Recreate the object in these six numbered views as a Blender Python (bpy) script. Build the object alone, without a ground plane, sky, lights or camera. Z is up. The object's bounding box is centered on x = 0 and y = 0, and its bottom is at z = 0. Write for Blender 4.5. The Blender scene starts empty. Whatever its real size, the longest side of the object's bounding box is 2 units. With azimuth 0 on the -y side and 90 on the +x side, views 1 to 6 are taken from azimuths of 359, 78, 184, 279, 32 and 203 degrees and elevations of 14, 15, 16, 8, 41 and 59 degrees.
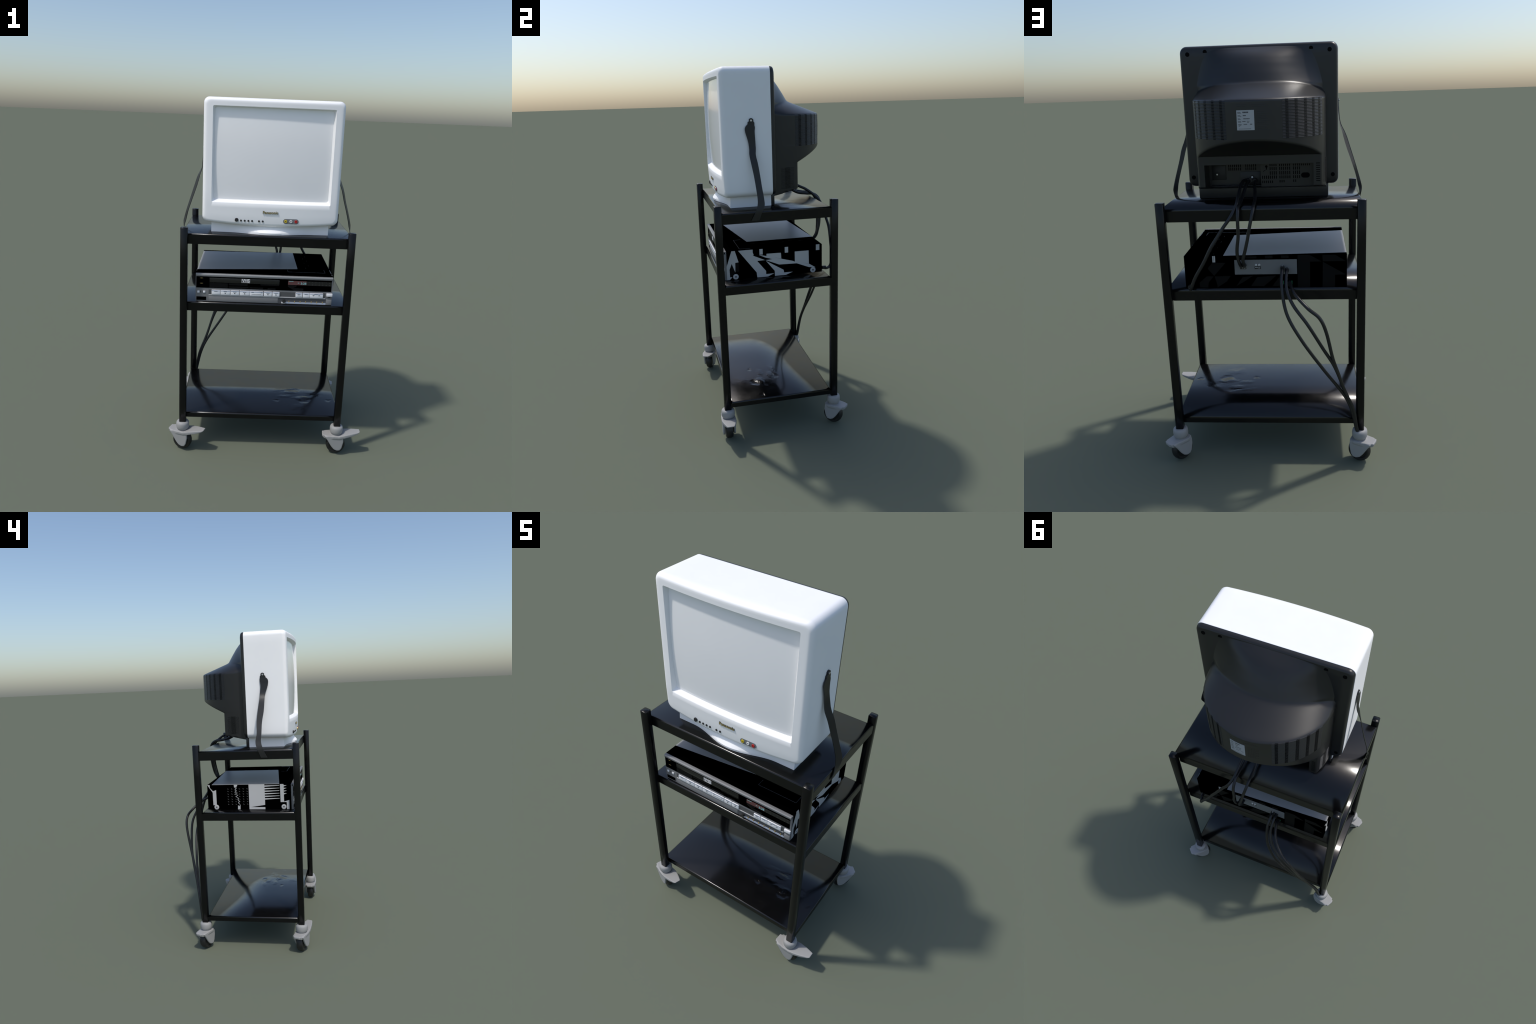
import bpy, bmesh, math, random
from mathutils import Vector, Matrix

random.seed(7)
D = bpy.data
SC = bpy.context.scene.collection

# ------------------------------------------------------------------ materials
def new_mat(name):
    m = D.materials.new(name); m.use_nodes = True
    nt = m.node_tree
    return m, nt, nt.nodes['Principled BSDF']

def mat(name, col, rough=.5, metal=0., spec=.5, coat=0., grain=0., grain_scale=300., vary=0.):
    """plain material with a little procedural variation of tone and a fine grain bump"""
    m, nt, b = new_mat(name)
    N = nt.nodes; L = nt.links
    b.inputs['Roughness'].default_value = rough
    b.inputs['Metallic'].default_value = metal
    b.inputs['Specular IOR Level'].default_value = spec
    b.inputs['Coat Weight'].default_value = coat
    tc = N.new('ShaderNodeTexCoord')
    noi = N.new('ShaderNodeTexNoise'); noi.inputs['Scale'].default_value = 9.; noi.inputs['Detail'].default_value = 6.
    L.new(tc.outputs['Object'], noi.inputs['Vector'])
    ramp = N.new('ShaderNodeValToRGB')
    lo = [max(0, c * (1 - vary)) for c in col]; hi = [min(1, c * (1 + vary)) for c in col]
    ramp.color_ramp.elements[0].position = .3; ramp.color_ramp.elements[0].color = (*lo, 1)
    ramp.color_ramp.elements[1].position = .7; ramp.color_ramp.elements[1].color = (*hi, 1)
    L.new(noi.outputs['Fac'], ramp.inputs['Fac']); L.new(ramp.outputs['Color'], b.inputs['Base Color'])
    if grain > 0:
        n2 = N.new('ShaderNodeTexNoise'); n2.inputs['Scale'].default_value = grain_scale; n2.inputs['Detail'].default_value = 3.
        L.new(tc.outputs['Object'], n2.inputs['Vector'])
        bu = N.new('ShaderNodeBump'); bu.inputs['Strength'].default_value = grain; bu.inputs['Distance'].default_value = .001
        L.new(n2.outputs['Fac'], bu.inputs['Height']); L.new(bu.outputs['Normal'], b.inputs['Normal'])
    return m

S_LOW_Z = .2205
def shelf_mat(name, dents):
    """black lacquered sheet steel: faint scratches; the lowest sheet also has a cluster of dents"""
    m, nt, b = new_mat(name)
    N = nt.nodes; L = nt.links
    b.inputs['Base Color'].default_value = (.0035, .0035, .0038, 1)
    b.inputs['Specular IOR Level'].default_value = .5
    tc = N.new('ShaderNodeTexCoord')
    rn = N.new('ShaderNodeTexNoise'); rn.inputs['Scale'].default_value = 14.; rn.inputs['Detail'].default_value = 8.
    L.new(tc.outputs['Object'], rn.inputs['Vector'])
    mr = N.new('ShaderNodeMapRange'); mr.inputs['From Min'].default_value = .3; mr.inputs['From Max'].default_value = .7
    mr.inputs['To Min'].default_value = .16; mr.inputs['To Max'].default_value = .22
    L.new(rn.outputs['Fac'], mr.inputs['Value']); L.new(mr.outputs['Result'], b.inputs['Roughness'])
    # scratches: thin iso-lines of a distorted noise
    sc = N.new('ShaderNodeTexNoise'); sc.inputs['Scale'].default_value = 6.; sc.inputs['Detail'].default_value = 0.; sc.inputs['Distortion'].default_value = 2.5
    L.new(tc.outputs['Object'], sc.inputs['Vector'])
    d1 = N.new('ShaderNodeMath'); d1.operation = 'SUBTRACT'; d1.inputs[1].default_value = .5; L.new(sc.outputs['Fac'], d1.inputs[0])
    d2 = N.new('ShaderNodeMath'); d2.operation = 'ABSOLUTE'; L.new(d1.outputs[0], d2.inputs[0])
    d3 = N.new('ShaderNodeMath'); d3.operation = 'LESS_THAN'; d3.inputs[1].default_value = .0016; L.new(d2.outputs[0], d3.inputs[0])
    b1 = N.new('ShaderNodeBump'); b1.inputs['Strength'].default_value = .05; b1.inputs['Distance'].default_value = .0006
    L.new(d3.outputs[0], b1.inputs['Height'])
    last = b1
    if dents:
        # slightly warped coordinates so that the dents are ragged
        wn = N.new('ShaderNodeTexNoise'); wn.inputs['Scale'].default_value = 22.; wn.inputs['Detail'].default_value = 3.
        L.new(tc.outputs['Object'], wn.inputs['Vector'])
        wc = N.new('ShaderNodeVectorMath'); wc.operation = 'SUBTRACT'; wc.inputs[1].default_value = (.5, .5, .5); L.new(wn.outputs['Color'], wc.inputs[0])
        ws = N.new('ShaderNodeVectorMath'); ws.operation = 'SCALE'; ws.inputs['Scale'].default_value = .05; L.new(wc.outputs['Vector'], ws.inputs[0])
        wf = N.new('ShaderNodeVectorMath'); wf.operation = 'MULTIPLY'; wf.inputs[1].default_value = (1., 1., 0.); L.new(ws.outputs['Vector'], wf.inputs[0])
        warp = N.new('ShaderNodeVectorMath'); warp.operation = 'ADD'; L.new(tc.outputs['Object'], warp.inputs[0]); L.new(wf.outputs['Vector'], warp.inputs[1])
        total = None
        for dx, dy, rx, ry, hgt in ((.185, -.030, .055, .018, -.7), (.225, -.125, .055, .026, .8), (.245, -.168, .040, .026, -.75), (.072, -.168, .018, .012, -.5), (.395, -.152, .026, .012, -.4), (.125, -.112, .045, .022, .35), (.165, -.060, .05, .02, .4), (.30, -.085, .07, .03, -.35), (.10, -.03, .07, .02, .25), (.20, -.235, .06, .04, .3)):
            mp = N.new('ShaderNodeMapping'); mp.vector_type = 'TEXTURE'
            mp.inputs['Location'].default_value = (dx, dy, S_LOW_Z); mp.inputs['Rotation'].default_value = (0, 0, .15); mp.inputs['Scale'].default_value = (rx, ry, 1.)
            L.new(warp.outputs['Vector'], mp.inputs['Vector'])
            ln = N.new('ShaderNodeVectorMath'); ln.operation = 'LENGTH'; L.new(mp.outputs['Vector'], ln.inputs[0])
            mk = N.new('ShaderNodeMapRange'); mk.interpolation_type = 'SMOOTHERSTEP'
            mk.inputs['From Min'].default_value = 1.3; mk.inputs['From Max'].default_value = 0.; mk.inputs['To Max'].default_value = hgt
            L.new(ln.outputs['Value'], mk.inputs['Value'])
            if total is None: total = mk.outputs['Result']
            else:
                ad = N.new('ShaderNodeMath'); ad.operation = 'ADD'; L.new(total, ad.inputs[0]); L.new(mk.outputs['Result'], ad.inputs[1]); total = ad.outputs[0]
        b2 = N.new('ShaderNodeBump'); b2.inputs['Strength'].default_value = 1.; b2.inputs['Distance'].default_value = .005
        L.new(total, b2.inputs['Height']); L.new(b1.outputs['Normal'], b2.inputs['Normal'])
        last = b2
    L.new(last.outputs['Normal'], b.inputs['Normal'])
    return m

M_STEEL = mat('black_steel', (.003, .003, .0034), .26, spec=.32, grain=.03, grain_scale=90, vary=.3)
M_SHELF = shelf_mat('shelf_lacquer', False)
M_SHELF_D = shelf_mat('dented_shelf_lacquer', True)
M_CASTER = mat('grey_caster_plastic', (.31, .31, .305), .6, vary=.03, grain=.02)
M_TYRE = mat('black_rubber', (.012, .012, .012), .45, vary=.1)
M_WHITE = mat('white_tv_plastic', (.95, .95, .95), .5, vary=.01)
M_SCREEN = mat('grey_picture_tube_glass', (.92, .92, .92), .10, vary=.005)  # grey glass lightened to near white to reach its sunlit brightness
M_TVBLK = mat('dark_grey_tv_plastic', (.017, .017, .017), .34, vary=.06, grain=.03, grain_scale=500)
M_HOLE = mat('dark_opening', (.002, .002, .002), .8, spec=.1)
M_PANEL = mat('rear_panel_plastic', (.013, .013, .013), .45, vary=.05)
M_STRAP = mat('black_webbing', (.012, .012, .012), .42, grain=.15, grain_scale=900, vary=.1)
M_CABLE = mat('black_cable_sheath', (.010, .010, .011), .38, vary=.08)
M_VBLK = mat('recorder_black', (.0004, .0004, .0004), .9, spec=0.)
M_VDARK = mat('recorder_dark_patch', (.0035, .0035, .0038), .6, spec=.12)
M_VLINE = mat('pale_grey_line', (.05, .055, .065), .5)
M_VPLATE = mat('grey_connection_plate', (.15, .155, .16), .5)
M_VSILV = mat('silver_fascia', (.21, .21, .215), .45, vary=.02)
M_VBAR = mat('bright_fascia_bar', (.42, .42, .42), .4, vary=.02)
M_VGREY = mat('grey_recorder_metal', (.38, .38, .38), .42, vary=.02)
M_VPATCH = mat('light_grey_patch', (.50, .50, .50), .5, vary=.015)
M_BTN = mat('white_button', (.86, .86, .88), .4, vary=.02)
M_BTNBL = mat('pale_blue_strip', (.40, .45, .55), .4, vary=.02)
M_INK = mat('dark_ink', (.02, .02, .02), .6)
M_WIN = mat('black_cassette_door', (.009, .009, .009), .3, vary=.1)
M_RED_D = mat('red_display', (.11, .044, .044), .4, vary=.05)
M_CYAN = mat('cyan_digits', (.25, .55, .56), .5)
M_GREYINK = mat('grey_ink', (.08, .08, .08), .5)
M_AMBER = mat('amber_mark', (.42, .30, .10), .5)
M_GOLD = mat('gold_badge', (.52, .44, .20), .35, metal=.4)
M_YEL = mat('yellow_socket', (.65, .48, .02), .4)
M_REDJ = mat('red_socket', (.55, .02, .02), .4)
M_WJ = mat('white_socket', (.75, .75, .75), .4)
M_SOCKP = mat('grey_socket_plate', (.17, .18, .19), .5)
M_METAL = mat('bright_metal', (.6, .6, .6), .3, metal=.9)
M_LABEL = mat('paper_label', (.40, .41, .42), .6, vary=.02)
M_GREEN = mat('green_terminal', (.02, .2, .09), .5)

# ------------------------------------------------------------------ helpers
def link(ob, parent=None):
    SC.objects.link(ob)
    if parent:
        ob.parent = parent
        if parent.type == 'EMPTY': ob.matrix_parent_inverse = Matrix.Translation(-parent.location)
    return ob

def empty(name, loc, label, cat):
    e = D.objects.new(name, None); e.location = loc; e.empty_display_size = .1
    e['label'] = label; e['category'] = cat
    SC.objects.link(e); return e

def sharp(me, deg):
    for p in me.polygons: p.use_smooth = True
    me.set_sharp_from_angle(angle=math.radians(deg))

def mesh(name, V, F, m, parent, smooth=None, stuff=False):
    me = D.meshes.new(name); me.from_pydata([tuple(v) for v in V], [], F); me.update()
    bm = bmesh.new(); bm.from_mesh(me); bmesh.ops.recalc_face_normals(bm, faces=bm.faces); bm.to_mesh(me); bm.free()
    me.materials.append(m)
    if smooth: sharp(me, smooth)
    ob = D.objects.new(name, me); link(ob, parent)
    if stuff: ob['kind'] = 'stuff'
    return ob

def bm_obj(name, bm, m, parent, smooth=None, stuff=False):
    bmesh.ops.recalc_face_normals(bm, faces=bm.faces)
    me = D.meshes.new(name); bm.to_mesh(me); bm.free(); me.materials.append(m)
    if smooth: sharp(me, smooth)
    ob = D.objects.new(name, me); link(ob, parent)
    if stuff: ob['kind'] = 'stuff'
    return ob

def add_box(bm, x0, x1, y0, y1, z0, z1, bev=0., seg=2):
    r = bmesh.ops.create_cube(bm, size=1.)
    vs = r['verts']
    for v in vs:
        v.co = Vector((x0 if v.co.x < 0 else x1, y0 if v.co.y < 0 else y1, z0 if v.co.z < 0 else z1))
    if bev > 0:
        es = list({e for v in vs for e in v.link_edges})
        bmesh.ops.bevel(bm, geom=es, offset=bev, segments=seg, affect='EDGES', profile=.5)
    return vs

def box(name, x0, x1, y0, y1, z0, z1, m, parent, bev=0., seg=2, smooth=40):
    bm = bmesh.new(); add_box(bm, x0, x1, y0, y1, z0, z1, bev, seg)
    return bm_obj(name, bm, m, parent, smooth)

def boxes(name, L, m, parent, bev=0., stuff=True):
    bm = bmesh.new()
    for b in L: add_box(bm, *b, bev, 1)
    return bm_obj(name, bm, m, parent, 40, stuff)

def add_prism(bm, pts, axis, c0, c1):
    """polygon given in the two other axes, extruded along axis from c0 to c1"""
    def P(a, b, c):
        return {'x': (c, a, b), 'y': (a, c, b), 'z': (a, b, c)}[axis]
    lo = [bm.verts.new(P(a, b, c0)) for a, b in pts]; hi = [bm.verts.new(P(a, b, c1)) for a, b in pts]
    bm.faces.new(lo); bm.faces.new(hi[::-1])
    n = len(pts)
    for i in range(n): bm.faces.new((lo[i], lo[(i + 1) % n], hi[(i + 1) % n], hi[i]))

def prism(name, pts, axis, c0, c1, m, parent):
    bm = bmesh.new(); add_prism(bm, pts, axis, c0, c1); return bm_obj(name, bm, m, parent)

def add_cyl(bm, centre, axis, r0, r1, h, n=24, bev=0.):
    r = bmesh.ops.create_cone(bm, cap_ends=True, segments=n, radius1=r0, radius2=r1, depth=h)
    rot = {'z': Matrix(), 'x': Matrix.Rotation(math.pi / 2, 4, 'Y'), 'y': Matrix.Rotation(math.pi / 2, 4, 'X')}[axis]
    for v in r['verts']: v.co = rot @ v.co + Vector(centre)
    if bev:
        es = [e for e in {e for v in r['verts'] for e in v.link_edges} if len(e.link_faces) == 2 and e.calc_face_angle() > 1.]
        bmesh.ops.bevel(bm, geom=es, offset=bev, segments=2, affect='EDGES')

def cyl(name, centre, axis, r, h, m, parent, n=24, bev=0., r1=None):
    bm = bmesh.new(); add_cyl(bm, centre, axis, r, r if r1 is None else r1, h, n, bev)
    return bm_obj(name, bm, m, parent, 40)

def lathe(name, prof, axis, centre, m, parent, n=40, smooth=40):
    V = []; F = []; k = len(prof)
    for i in range(n):
        a = 2 * math.pi * i / n
        for r, h in prof:
            p = {'z': (r * math.cos(a), r * math.sin(a), h), 'y': (r * math.cos(a), h, r * math.sin(a)), 'x': (h, r * math.cos(a), r * math.sin(a))}[axis]
            V.append(Vector(p) + Vector(centre))
    for i in range(n):
        for j in range(k - 1):
            F.append((i * k + j, i * k + j + 1, ((i + 1) % n) * k + j + 1, ((i + 1) % n) * k + j))
    return mesh(name, V, F, m, parent, smooth)

def catmull(P, n):
    P = [Vector(p) for p in P]; out = []
    Q = [P[0] * 2 - P[1]] + P + [P[-1] * 2 - P[-2]]
    for i in range(1, len(Q) - 2):
        a, b, c, d = Q[i - 1:i + 3]
        for k in range(n):
            t = k / n
            out.append(.5 * ((2 * b) + (c - a) * t + (2 * a - 5 * b + 4 * c - d) * t * t + (3 * b - a - 3 * c + d) * t ** 3))
    out.append(P[-1]); return out

def tube(name, P, r, m, parent, n=12, per=7):
    C = catmull(P, per); V = []; F = []
    up = Vector((1, .3, 0)); k = len(C)
    for i, p in enumerate(C):
        t = (C[min(i + 1, k - 1)] - C[max(i - 1, 0)]).normalized()
        a = (up - t * up.dot(t)).normalized(); up = a; b = t.cross(a)
        for j in range(n):
            w = 2 * math.pi * j / n
            V.append(p + (a * math.cos(w) + b * math.sin(w)) * r)
    for i in range(k - 1):
        for j in range(n):
            F.append((i * n + j, i * n + (j + 1) % n, (i + 1) * n + (j + 1) % n, (i + 1) * n + j))
    F.append(tuple(range(n))[::-1]); F.append(tuple((k - 1) * n + j for j in range(n)))
    return mesh(name, V, F, m, parent, 50)

def text(name, s, size, loc, rot, depth, m, parent, width=None, bold=0.):
    cu = D.curves.new(name, 'FONT'); cu.body = s; cu.size = size; cu.extrude = depth; cu.align_x = 'CENTER'; cu.align_y = 'CENTER'; cu.offset = bold
    ob = D.objects.new(name, cu); SC.objects.link(ob)
    bpy.context.view_layer.update()
    me = D.meshes.new_from_object(ob.evaluated_get(bpy.context.evaluated_depsgraph_get()))
    D.objects.remove(ob); D.curves.remove(cu)
    if width:
        xs = [v.co.x for v in me.vertices]; f = width / (max(xs) - min(xs))
        for v in me.vertices: v.co.x *= f
    Mx = Matrix.Translation(loc) @ rot
    me.transform(Mx)
    me.materials.clear(); me.materials.append(m); me.name = name
    o = D.objects.new(name, me); return link(o, parent)

FRONT = Matrix.Rotation(math.pi / 2, 4, 'X')                                          # reads from -y
BACK = Matrix.Rotation(math.pi, 4, 'Z') @ Matrix.Rotation(math.pi / 2, 4, 'X')         # reads from +y

def bake(ob, mods):
    """apply modifiers by evaluating"""
    bpy.context.view_layer.update()
    me = D.meshes.new_from_object(ob.evaluated_get(bpy.context.evaluated_depsgraph_get()))
    ob.modifiers.clear(); old = ob.data; ob.data = me; me.name = old.name; D.meshes.remove(old)
    return ob

def lerp(a, b, t): return a + (b - a) * t
def interp(P, x):
    if x <= P[0][0]: return P[0][1]
    for (a, u), (b, v) in zip(P[:-1], P[1:]):
        if x <= b: return lerp(u, v, (x - a) / (b - a))
    return P[-1][1]
def smax(a, b, k):
    h = max(k - abs(a - b), 0) / k
    return max(a, b) + h * h * k * .25
def smin(a, b, k): return -smax(-a, -b, k)

# ================================================================== CART
LX0, LX1, LY0, LY1 = -.480, .420, -.355, .265        # leg axes
LEG, LTOP, LBOT = .0385, 1.3225, .162
cart = empty('media_cart', (-.03, -.045, 0), 'tall black steel cart, three shelves, grey casters', 'cart')

def leg_mesh():
    """square tube; normals soften towards the ends as on a rounded, capped tube"""
    h = LEG / 2; c = .0045
    ring = [(h - c, -h), (h, -h + c), (h, h - c), (h - c, h), (-h + c, h), (-h, h - c), (-h, -h + c), (-h + c, -h)]
    zs = [(LBOT, 1.), (.30, 1.), (1.10, 1.), (LTOP - .002, 1.), (LTOP, .95)]
    V = [(x * s, y * s, z) for z, s in zs for x, y in ring]; F = []
    for i in range(len(zs) - 1):
        for j in range(8): F.append((i * 8 + j, i * 8 + (j + 1) % 8, (i + 1) * 8 + (j + 1) % 8, (i + 1) * 8 + j))
    F.append(tuple(range(8))[::-1]); F.append(tuple(len(V) - 8 + j for j in range(8)))
    me = D.meshes.new('leg'); me.from_pydata(V, [], F); me.update(); me.materials.append(M_STEEL)
    for p in me.polygons: p.use_smooth = True
    return me
leg_me = leg_mesh()
leg_pos = [(LX0, LY0), (LX1, LY0), (LX0, LY1), (LX1, LY1)]
for x, y in leg_pos:
    o = D.objects.new('leg', leg_me); o.location = (x, y, 0); link(o, cart)

RX0, RX1, RY0, RY1 = LX0 - .0175, LX1 + .0175, LY0 + .018, LY1 - .022     # outer faces of the rails

def shelf(ztop, zbot, m):
    """pressed sheet with rolled-over rims; flat, but its normals roll over to the sides and to the back edge"""
    nx, ny, r, nr = 48, 40, .008, 4
    x0, x1, y0, y1 = RX0 + r, RX1 - r, RY0 + r, RY1 - r
    cxm, hw = (x0 + x1) / 2, (x1 - x0) / 2
    def axis(a, b, n):
        """positions along one axis: (coordinate, roll angle, side)"""
        roll = [math.pi / 2 * k / nr for k in range(1, nr + 1)]
        return [(a - r * math.sin(q), q, -1) for q in roll[::-1]] + [(lerp(a, b, k / n), 0., 0) for k in range(n + 1)] + [(b + r * math.sin(q), q, 1) for q in roll]
    AX, AY = axis(x0, x1, nx), axis(y0, y1, ny)
    V = []; Nn = []
    for y, ay, sy_ in AY:
        for x, ax, sx_ in AX:
            V.append((x, y, ztop - r * (1 - math.cos(ax)) - r * (1 - math.cos(ay))))
            ys = -.08; yc = min(max(y, y0), y1)
            if yc > ys:
                t = (yc - ys) / (y1 - ys); v = Vector((0, .85 * t, lerp(1., .5, t)))
            else:
                t = (ys - yc) / (ys - y0); v = Vector((0, -.16 * t, 1.))
            v.normalize(); u = min(max((x - cxm) / hw, -1), 1); v.x = .29 * abs(u) ** 1.7 * (1 if u > 0 else -1); v.normalize()
            if sy_: v = v * math.cos(ay) + Vector((v.x * .8, sy_, 0)) * math.sin(ay)
            if sx_: v = v * math.cos(ax) + Vector((sx_, v.y * .8, 0)) * math.sin(ax)
            Nn.append(v.normalized())
    w_, h_ = len(AX), len(AY)
    F = [(j * w_ + i, j * w_ + i + 1, (j + 1) * w_ + i + 1, (j + 1) * w_ + i) for j in range(h_ - 1) for i in range(w_ - 1)]
    b0 = len(V); zb = ztop - .012
    V += [(x, y, zb) for x, y in ((x0, y0), (x1, y0), (x1, y1), (x0, y1))]
    F.append((b0, b0 + 3, b0 + 2, b0 + 1))
    me = D.meshes.new('shelf'); me.from_pydata(V, [], F); me.update(); me.materials.append(m)
    for p in me.polygons: p.use_smooth = True
    me.normals_split_custom_set([Nn[vi] if vi < b0 else Vector((0, 0, -1)) for p in me.polygons for vi in p.vertices])
    s = D.objects.new('shelf', me); link(s, cart)
    zt = ztop - r; w = .016; h = LEG / 2 - .004
    for a in ((LX0 + h, LX1 - h, RY0, RY0 + w), (LX0 + h, LX1 - h, RY1 - w, RY1),
              (RX0, RX0 + w, LY0 + h, LY1 - h), (RX1 - w, RX1, LY0 + h, LY1 - h)):
        bm = bmesh.new(); add_box(bm, *a, zbot, zt, 0.)
        lo = [e for e in bm.edges if all(v.co.z < zbot + .001 for v in e.verts)]
        bmesh.ops.bevel(bm, geom=lo, offset=.003, segments=2, affect='EDGES')
        bm_obj('rail', bm, M_STEEL, s, 50)
    return s
S_TOP, S_MID, S_LOW = 1.2858, .8998, .2205
shelf(S_TOP, 1.2278, M_SHELF)
shelf(S_MID, .8475, M_SHELF)
shelf(S_LOW, .1875, M_SHELF_D)

# ---- casters
def remesh(ob, vox, it):
    md = ob.modifiers.new('r', 'REMESH'); md.mode = 'VOXEL'; md.voxel_size = vox
    sm = ob.modifiers.new('s', 'SMOOTH'); sm.factor = .5; sm.iterations = it
    bake(ob, 2)
    for p in ob.data.polygons: p.use_smooth = True
    return ob

def hood_mesh(lever):
    """caster housing; local +x = blunt nose, -x = brake pedal (front pair only)"""
    bm = bmesh.new()
    # two fork cheeks, following the wheel
    side = [(.068, .118), (.060, .104), (.052, .094), (.028, .055), (.012, .036), (-.006, .028), (-.024, .030), (-.034, .045), (-.042, .085), (-.040, .112), (-.02, .118)]
    for s in (-1, 1): add_prism(bm, side, 'y', s * .0245, s * .0365)
    # cap over the wheel
    plan = [(.080, -.020), (.082, .016), (.060, .031), (.020, .040), (-.020, .040), (-.042, .028), (-.042, -.028), (-.020, -.040), (.020, -.040), (.060, -.031)]
    add_prism(bm, plan, 'z', .106, .122)
    nose = [(.080, .122), (.074, .104), (.060, .096), (.052, .122)]
    add_prism(bm, nose, 'y', -.026, .026)
    add_cyl(bm, (0, 0, .120), 'z', .036, .033, .008)
    if lever:
        prof = [(-.015, .041), (-.05, .040), (-.09, .032), (-.125, .022), (-.137, .017)]
        zt = [.124, .132, .139, .1435, .147]; zb = [.104, .108, .117, .129, .139]
        rows = []
        for (x, w), t, b in zip(prof, zt, zb):
            rows.append([bm.verts.new((x, -w, b + .004)), bm.verts.new((x, w, b + .004)), bm.verts.new((x, w, t)), bm.verts.new((x, -w, t))])
        for a, b in zip(rows[:-1], rows[1:]):
            for k in range(4): bm.faces.new((a[k], a[(k + 1) % 4], b[(k + 1) % 4], b[k]))
        bm.faces.new(rows[0][::-1]); bm.faces.new(rows[-1])
    return bm

hoods = {}
for lv in (True, False):
    o = bm_obj('caster_hood', hood_mesh(lv), M_CASTER, None)
    remesh(o, .0022, 12); hoods[lv] = o.data; D.objects.remove(o)
o = lathe('wheel', [(.0, -.017), (.036, -.017), (.038, -.020), (.046, -.021), (.052, -.017), (.0555, -.008), (.0562, 0), (.0555, .008), (.052, .017), (.046, .021), (.038, .020), (.036, .017), (.0, .017)], 'y', (0, 0, .0562), M_TYRE, None, 48, 35)
wheel_me = o.data; D.objects.remove(o)
o = lathe('collar', [(.0, .176), (.022, .176), (.030, .1745), (.0355, .169), (.0375, .161), (.0378, .150), (.0370, .139), (.0340, .131), (.029, .127), (.029, .122), (.0, .122)], 'z', (0, 0, 0), M_CASTER, None, 40, 60)
collar_me = o.data; D.objects.remove(o)
# heading of the nose for each caster (degrees), and whether it carries a brake pedal
for (x, y), (a, lv) in zip(leg_pos, ((162, True), (178.5, True), (156, False), (48, False))):
    c = D.objects.new('caster', hoods[lv]); c.location = (x, y, 0); c.rotation_euler = (0, 0, math.radians(a)); link(c, cart)
    for nm, me in (('wheel', wheel_me), ('collar', collar_me)):
        w = D.objects.new(nm, me); link(w, c)

# ---- straps holding the television
def ribbon(name, rows, th, parent, sg):
    P = [Vector((r[0], (r[1] + r[2]) / 2, r[3])) for r in rows]; W = [Vector((abs(r[2] - r[1]) / 2, 0, 0)) for r in rows]
    C = catmull(P, 6); Wc = catmull(W, 6); V = []; F = []; k = len(C)
    for i, p in enumerate(C):
        t = (C[min(i + 1, k - 1)] - C[max(i - 1, 0)]).normalized(); n = Vector((0, 1, 0)).cross(t).normalized() * th / 2
        f = math.radians(24) * min(max((1.645 - p.z) / .08, 0), 1) * min(max((p.z - 1.27) / .05, 0), 1)
        hw_ = max(Wc[i].x, .004); w = Vector((sg * hw_ * math.tan(f), hw_, 0)); n = w.cross(t).normalized() * th / 2
        V += [p - w - n, p + w - n, p + w + n, p - w + n]
    for i in range(k - 1):
        for j in range(4): F.append((i * 4 + j, i * 4 + (j + 1) % 4, i * 4 + 4 + (j + 1) % 4, i * 4 + 4 + j))
    F += [(3, 2, 1, 0), tuple((k - 1) * 4 + j for j in range(4))]
    return mesh(name, V, F, M_STRAP, parent, 40)

STR_R = [(.352, -.168, -.140, 1.722), (.353, -.184, -.134, 1.704), (.354, -.185, -.136, 1.681), (.356, -.173, -.135, 1.637), (.361, -.168, -.135, 1.598), (.370, -.169, -.138, 1.565), (.387, -.164, -.132, 1.521), (.402, -.156, -.126, 1.465), (.419, -.151, -.122, 1.410), (.436, -.147, -.116, 1.350), (.443, -.150, -.116, 1.315), (.445, -.163, -.128, 1.284), (.4415, -.186, -.144, 1.240)]
STR_L = [(-.396, -.143, -.172, 1.724), (-.397, -.139, -.190, 1.704), (-.399, -.143, -.188, 1.670), (-.406, -.139, -.172, 1.623), (-.4225, -.136, -.167, 1.582), (-.443, -.127, -.162, 1.516), (-.465, -.121, -.152, 1.450), (-.486, -.122, -.149, 1.384), (-.498, -.115, -.146, 1.338), (-.505, -.122, -.156, 1.298), (-.502, -.144, -.184, 1.240)]
for R, sg in ((STR_R, 1), (STR_L, -1)):
    st = ribbon('strap', R, .0032, cart, sg)
    x = R[0][0]; yc = -.153 if sg > 0 else -.158
    clip = [(yc + a * .001, 1.722 + b * .001) for a, b in ((-17, -8), (-17, 6), (-9, 12), (-10, 20), (-4, 26), (5, 26), (12, 20), (12, 10), (17, 4), (17, -8))]
    prism('strap_clip', clip, 'x', x - sg * .008, x + sg * .002, M_STRAP, st)
    cyl('screw', (x + sg * .003, yc, 1.737), 'x', .005, .004, M_METAL, st, 16)

# ================================================================== TELEVISION
tv = empty('television', (-.022, -.15, S_TOP), 'white box television with dark bulging tube housing', 'television')
CX = -.022
TX0, TX1, TZ0, TZ1 = CX - .3685, CX + .3685, 1.3475, 2.0
YB = -.047          # rear edge of the white shell

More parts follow.
